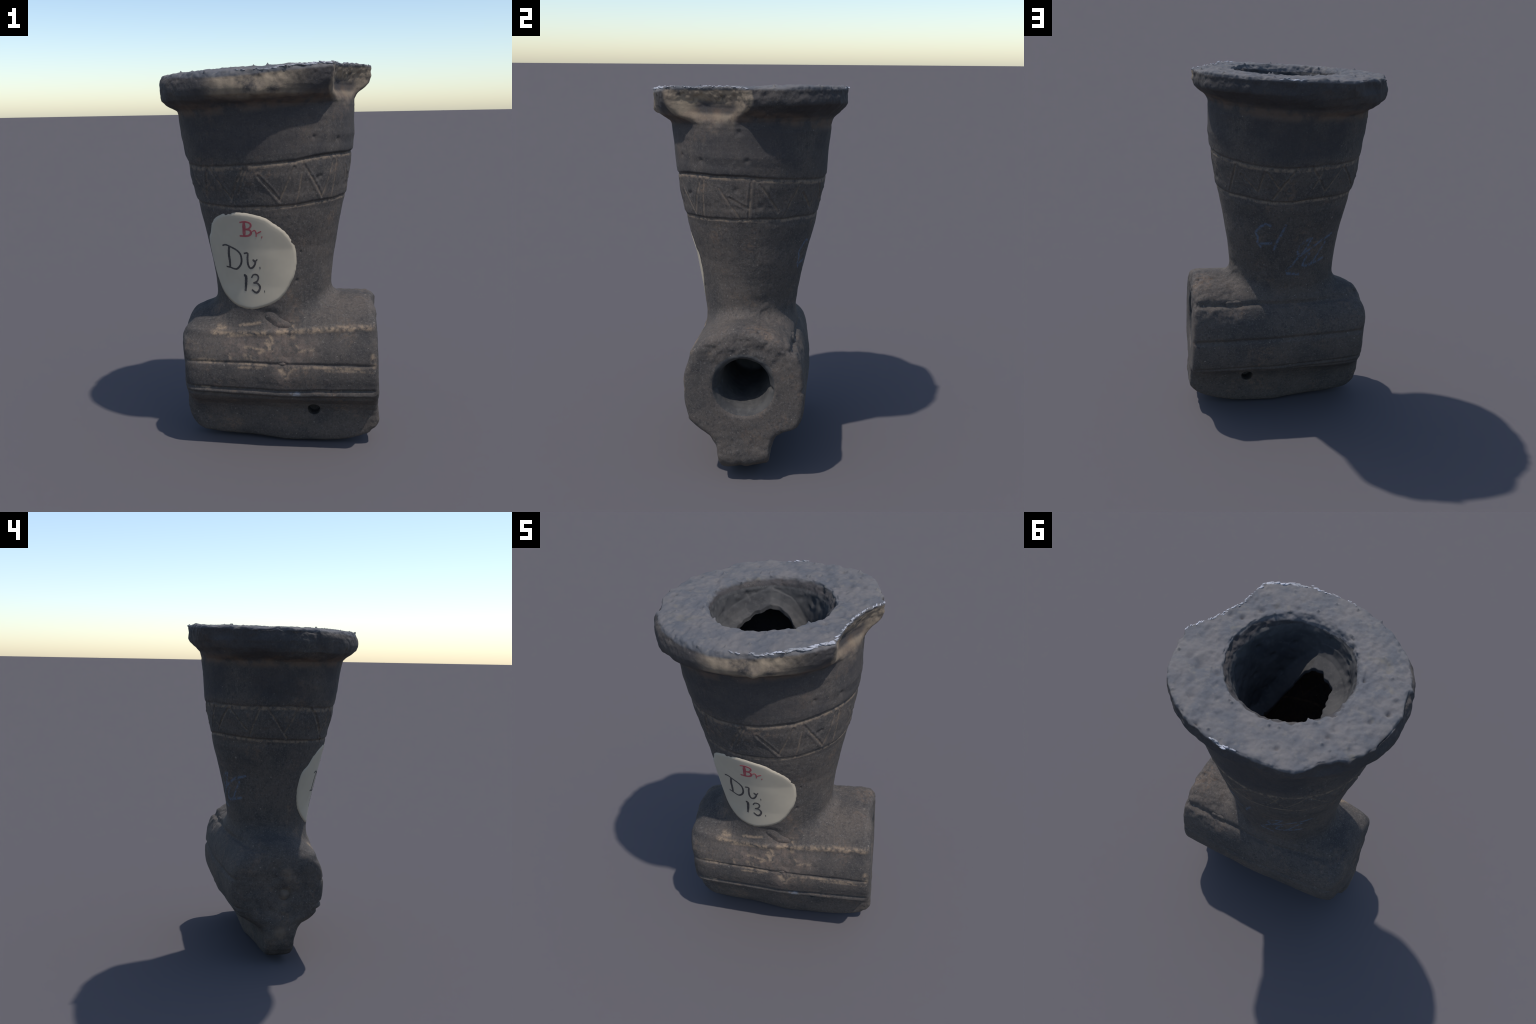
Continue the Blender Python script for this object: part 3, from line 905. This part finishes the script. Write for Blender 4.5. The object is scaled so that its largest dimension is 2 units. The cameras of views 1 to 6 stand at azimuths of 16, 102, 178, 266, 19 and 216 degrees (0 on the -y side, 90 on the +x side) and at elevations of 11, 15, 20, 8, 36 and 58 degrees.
e0 = (RINGS - 1) * K
for i in range(K):
    LF.append([e0 + i, e0 + (i + 1) % K, half + e0 + (i + 1) % K, half + e0 + i])
label = add("paper_label", LV, LF, paper_material())

# lettering: pen strokes (angle, height), width in metres
PEN = .30 * D2R
RED = {"letter_b": [([(-100.8, 1.240), (-102.2, 1.169)], .010), ([(-104.7, 1.237), (-101.8, 1.241), (-99.0, 1.241), (-95.8, 1.235), (-95.1, 1.222), (-97.1, 1.208), (-100.7, 1.203)], .006),
                ([(-100.7, 1.203), (-96.5, 1.200), (-95.6, 1.185), (-97.9, 1.172), (-102.3, 1.168), (-106.5, 1.168)], .007)],
       "letter_r": [([(-94.3, 1.193), (-92.1, 1.199), (-91.0, 1.185), (-91.3, 1.166)], .0045), ([(-91.0, 1.181), (-88.5, 1.189), (-86.4, 1.195)], .0045)],
       "full_stop": [([(-86.6, 1.165), (-85.8, 1.164)], .008)]}
BLACK = {"letter_d": [([(-127.8, 1.107), (-123.6, 1.114), (-118.6, 1.107), (-112.4, 1.092), (-108.9, 1.070), (-108.8, 1.037), (-111.0, 1.012), (-115.3, .992), (-119.1, .990), (-123.6, .995), (-128.5, .996)], .0065),
                      ([(-119.9, 1.106), (-121.9, 1.067), (-122.6, 1.026), (-123.9, .993)], .009)],
         "letter_b": [([(-105.2, 1.077), (-101.4, 1.079), (-102.1, 1.052), (-102.3, 1.020), (-100.4, 1.001), (-96.9, 1.009), (-94.4, 1.034), (-96.9, 1.047)], .007),
                      ([(-96.9, 1.047), (-95.1, 1.036), (-92.2, 1.049)], .005)],
         "full_stop": [([(-90.5, 1.004), (-89.7, 1.004)], .009)],
         "figure_one": [([(-108.8, .960), (-106.5, .955), (-107.6, .919), (-109.4, .875)], .0105)],
         "figure_three": [([(-100.4, .949), (-97.9, .966), (-94.2, .967), (-92.6, .953), (-94.5, .933), (-98.9, .922)], .006), ([(-98.9, .922), (-94.5, .921), (-91.8, .903), (-93.4, .881), (-96.9, .871), (-101.5, .886)], .008)],
         "full_stop.001": [([(-87.0, .879), (-86.3, .879)], .008)]}


def pen_marks(name, strokes, mat):
    v, f = [], []
    for pts, wide in strokes:
        c = catmull(pts, 8, False)
        m = c * np.array([PEN, 1])
        tan = np.gradient(m, axis=0); tan /= np.linalg.norm(tan, axis=1, keepdims=True) + 1e-9
        nor = np.stack([-tan[:, 1], tan[:, 0]], 1)
        o = len(v); n = len(c)
        for i in range(n):
            w = wide * .74 * (.75 + .25 * math.sin(math.pi * i / (n - 1))) * (1 + .10 * math.sin(i * 2.1 + len(pts)))
            for sgn, lift in ((-1, .0020), (-1, .0041), (1, .0041), (1, .0020)):
                p = (m[i] + nor[i] * w * sgn) / np.array([PEN, 1])
                v.append(on_bowl(p[0], p[1], lift))
        for i in range(n - 1):
            for k in range(4):
                a, b = o + i * 4 + k, o + i * 4 + (k + 1) % 4
                f.append([a, a + 4, b + 4, b])
        f.append([o, o + 1, o + 2, o + 3]); f.append([o + (n - 1) * 4 + k for k in (3, 2, 1, 0)])
    return add(name, v, f, mat, parent=label, smooth=False)


red, black = ink_material("red_ink", (.30, .055, .065), (.36, .10, .10)), ink_material("black_ink", (.040, .034, .033), (.075, .064, .060))
for k, st in RED.items():
    pen_marks(k, st, red)
for k, st in BLACK.items():
    pen_marks(k, st, black)

# ------------------------------------------------------------------ white crumbs clinging to the edge of the lip
rim_ob = bpy.data.objects["rim"]
tri_ok = (cen[:, 2] > 1.84) & (np.hypot(cen[:, 0], cen[:, 1]) > .33)
used, inv = np.unique(tri[tri_ok], return_inverse=True)
rbvh = BVHTree.FromPolygons([Vector(v) for v in V[used]], inv.reshape(-1, 3).tolist())


def edge_point(phi):
    """outermost high point of the lip in that direction"""
    d = Vector((math.cos(phi * D2R), math.sin(phi * D2R), 0))
    best = None
    for z in np.arange(1.99, 1.90, -.003):
        hit = rbvh.ray_cast(Vector((-.02, 0, z)) + d * .9, -d, .62)
        if hit[0] is not None:
            r = (hit[0] - Vector((-.02, 0, z))).dot(d)
            score = r + .9 * z
            if best is None or score > best[0]:
                best = (score, hit[0], d)
    return best[1:] if best else None


CRUST = [(-92, -87, .5), (-82, -62, .7), (-62, -41, 1.15), (-40, -12, .55), (-12, 12, .45), (85, 98, .8)]
cv, cf = [], []


def blob(p, axis, ln, wd, ht):
    o = len(cv)
    side = axis.cross(Vector((0, 0, 1))).normalized(); up = Vector((0, 0, 1))
    A, B = 7, 5
    for i in range(B):
        th = math.pi * (i + .5) / B
        for j in range(A):
            ps = 2 * math.pi * j / A
            k = 1 + rng.normal(0, .14)
            cv.append(p + (axis * (math.cos(th) * ln) + side * (math.sin(th) * math.cos(ps) * wd) + up * (math.sin(th) * math.sin(ps) * ht)) * k)
    for i in range(B - 1):
        for j in range(A):
            cf.append([o + i * A + j, o + i * A + (j + 1) % A, o + (i + 1) * A + (j + 1) % A, o + (i + 1) * A + j])
    cf.append([o + j for j in range(A)][::-1]); cf.append([o + (B - 1) * A + j for j in range(A)])


for a0, a1, size in CRUST:
    a = a0
    while a < a1:
        e = edge_point(a)
        if e:
            p, d = e
            axis = Vector((-d.y, d.x, rng.normal(0, .15))).normalized()
            k = size * rng.uniform(.6, 1.25)
            blob(p + Vector((0, 0, .001)) + d * rng.normal(-.003, .003), axis, .017 * k, .0060 * k, .0034 * k)
        a += rng.uniform(.40, 1.0)
crumbs = add("plaster_crumbs", cv, cf, crust_material(), parent=rim_ob)
crumbs["kind"] = "stuff"
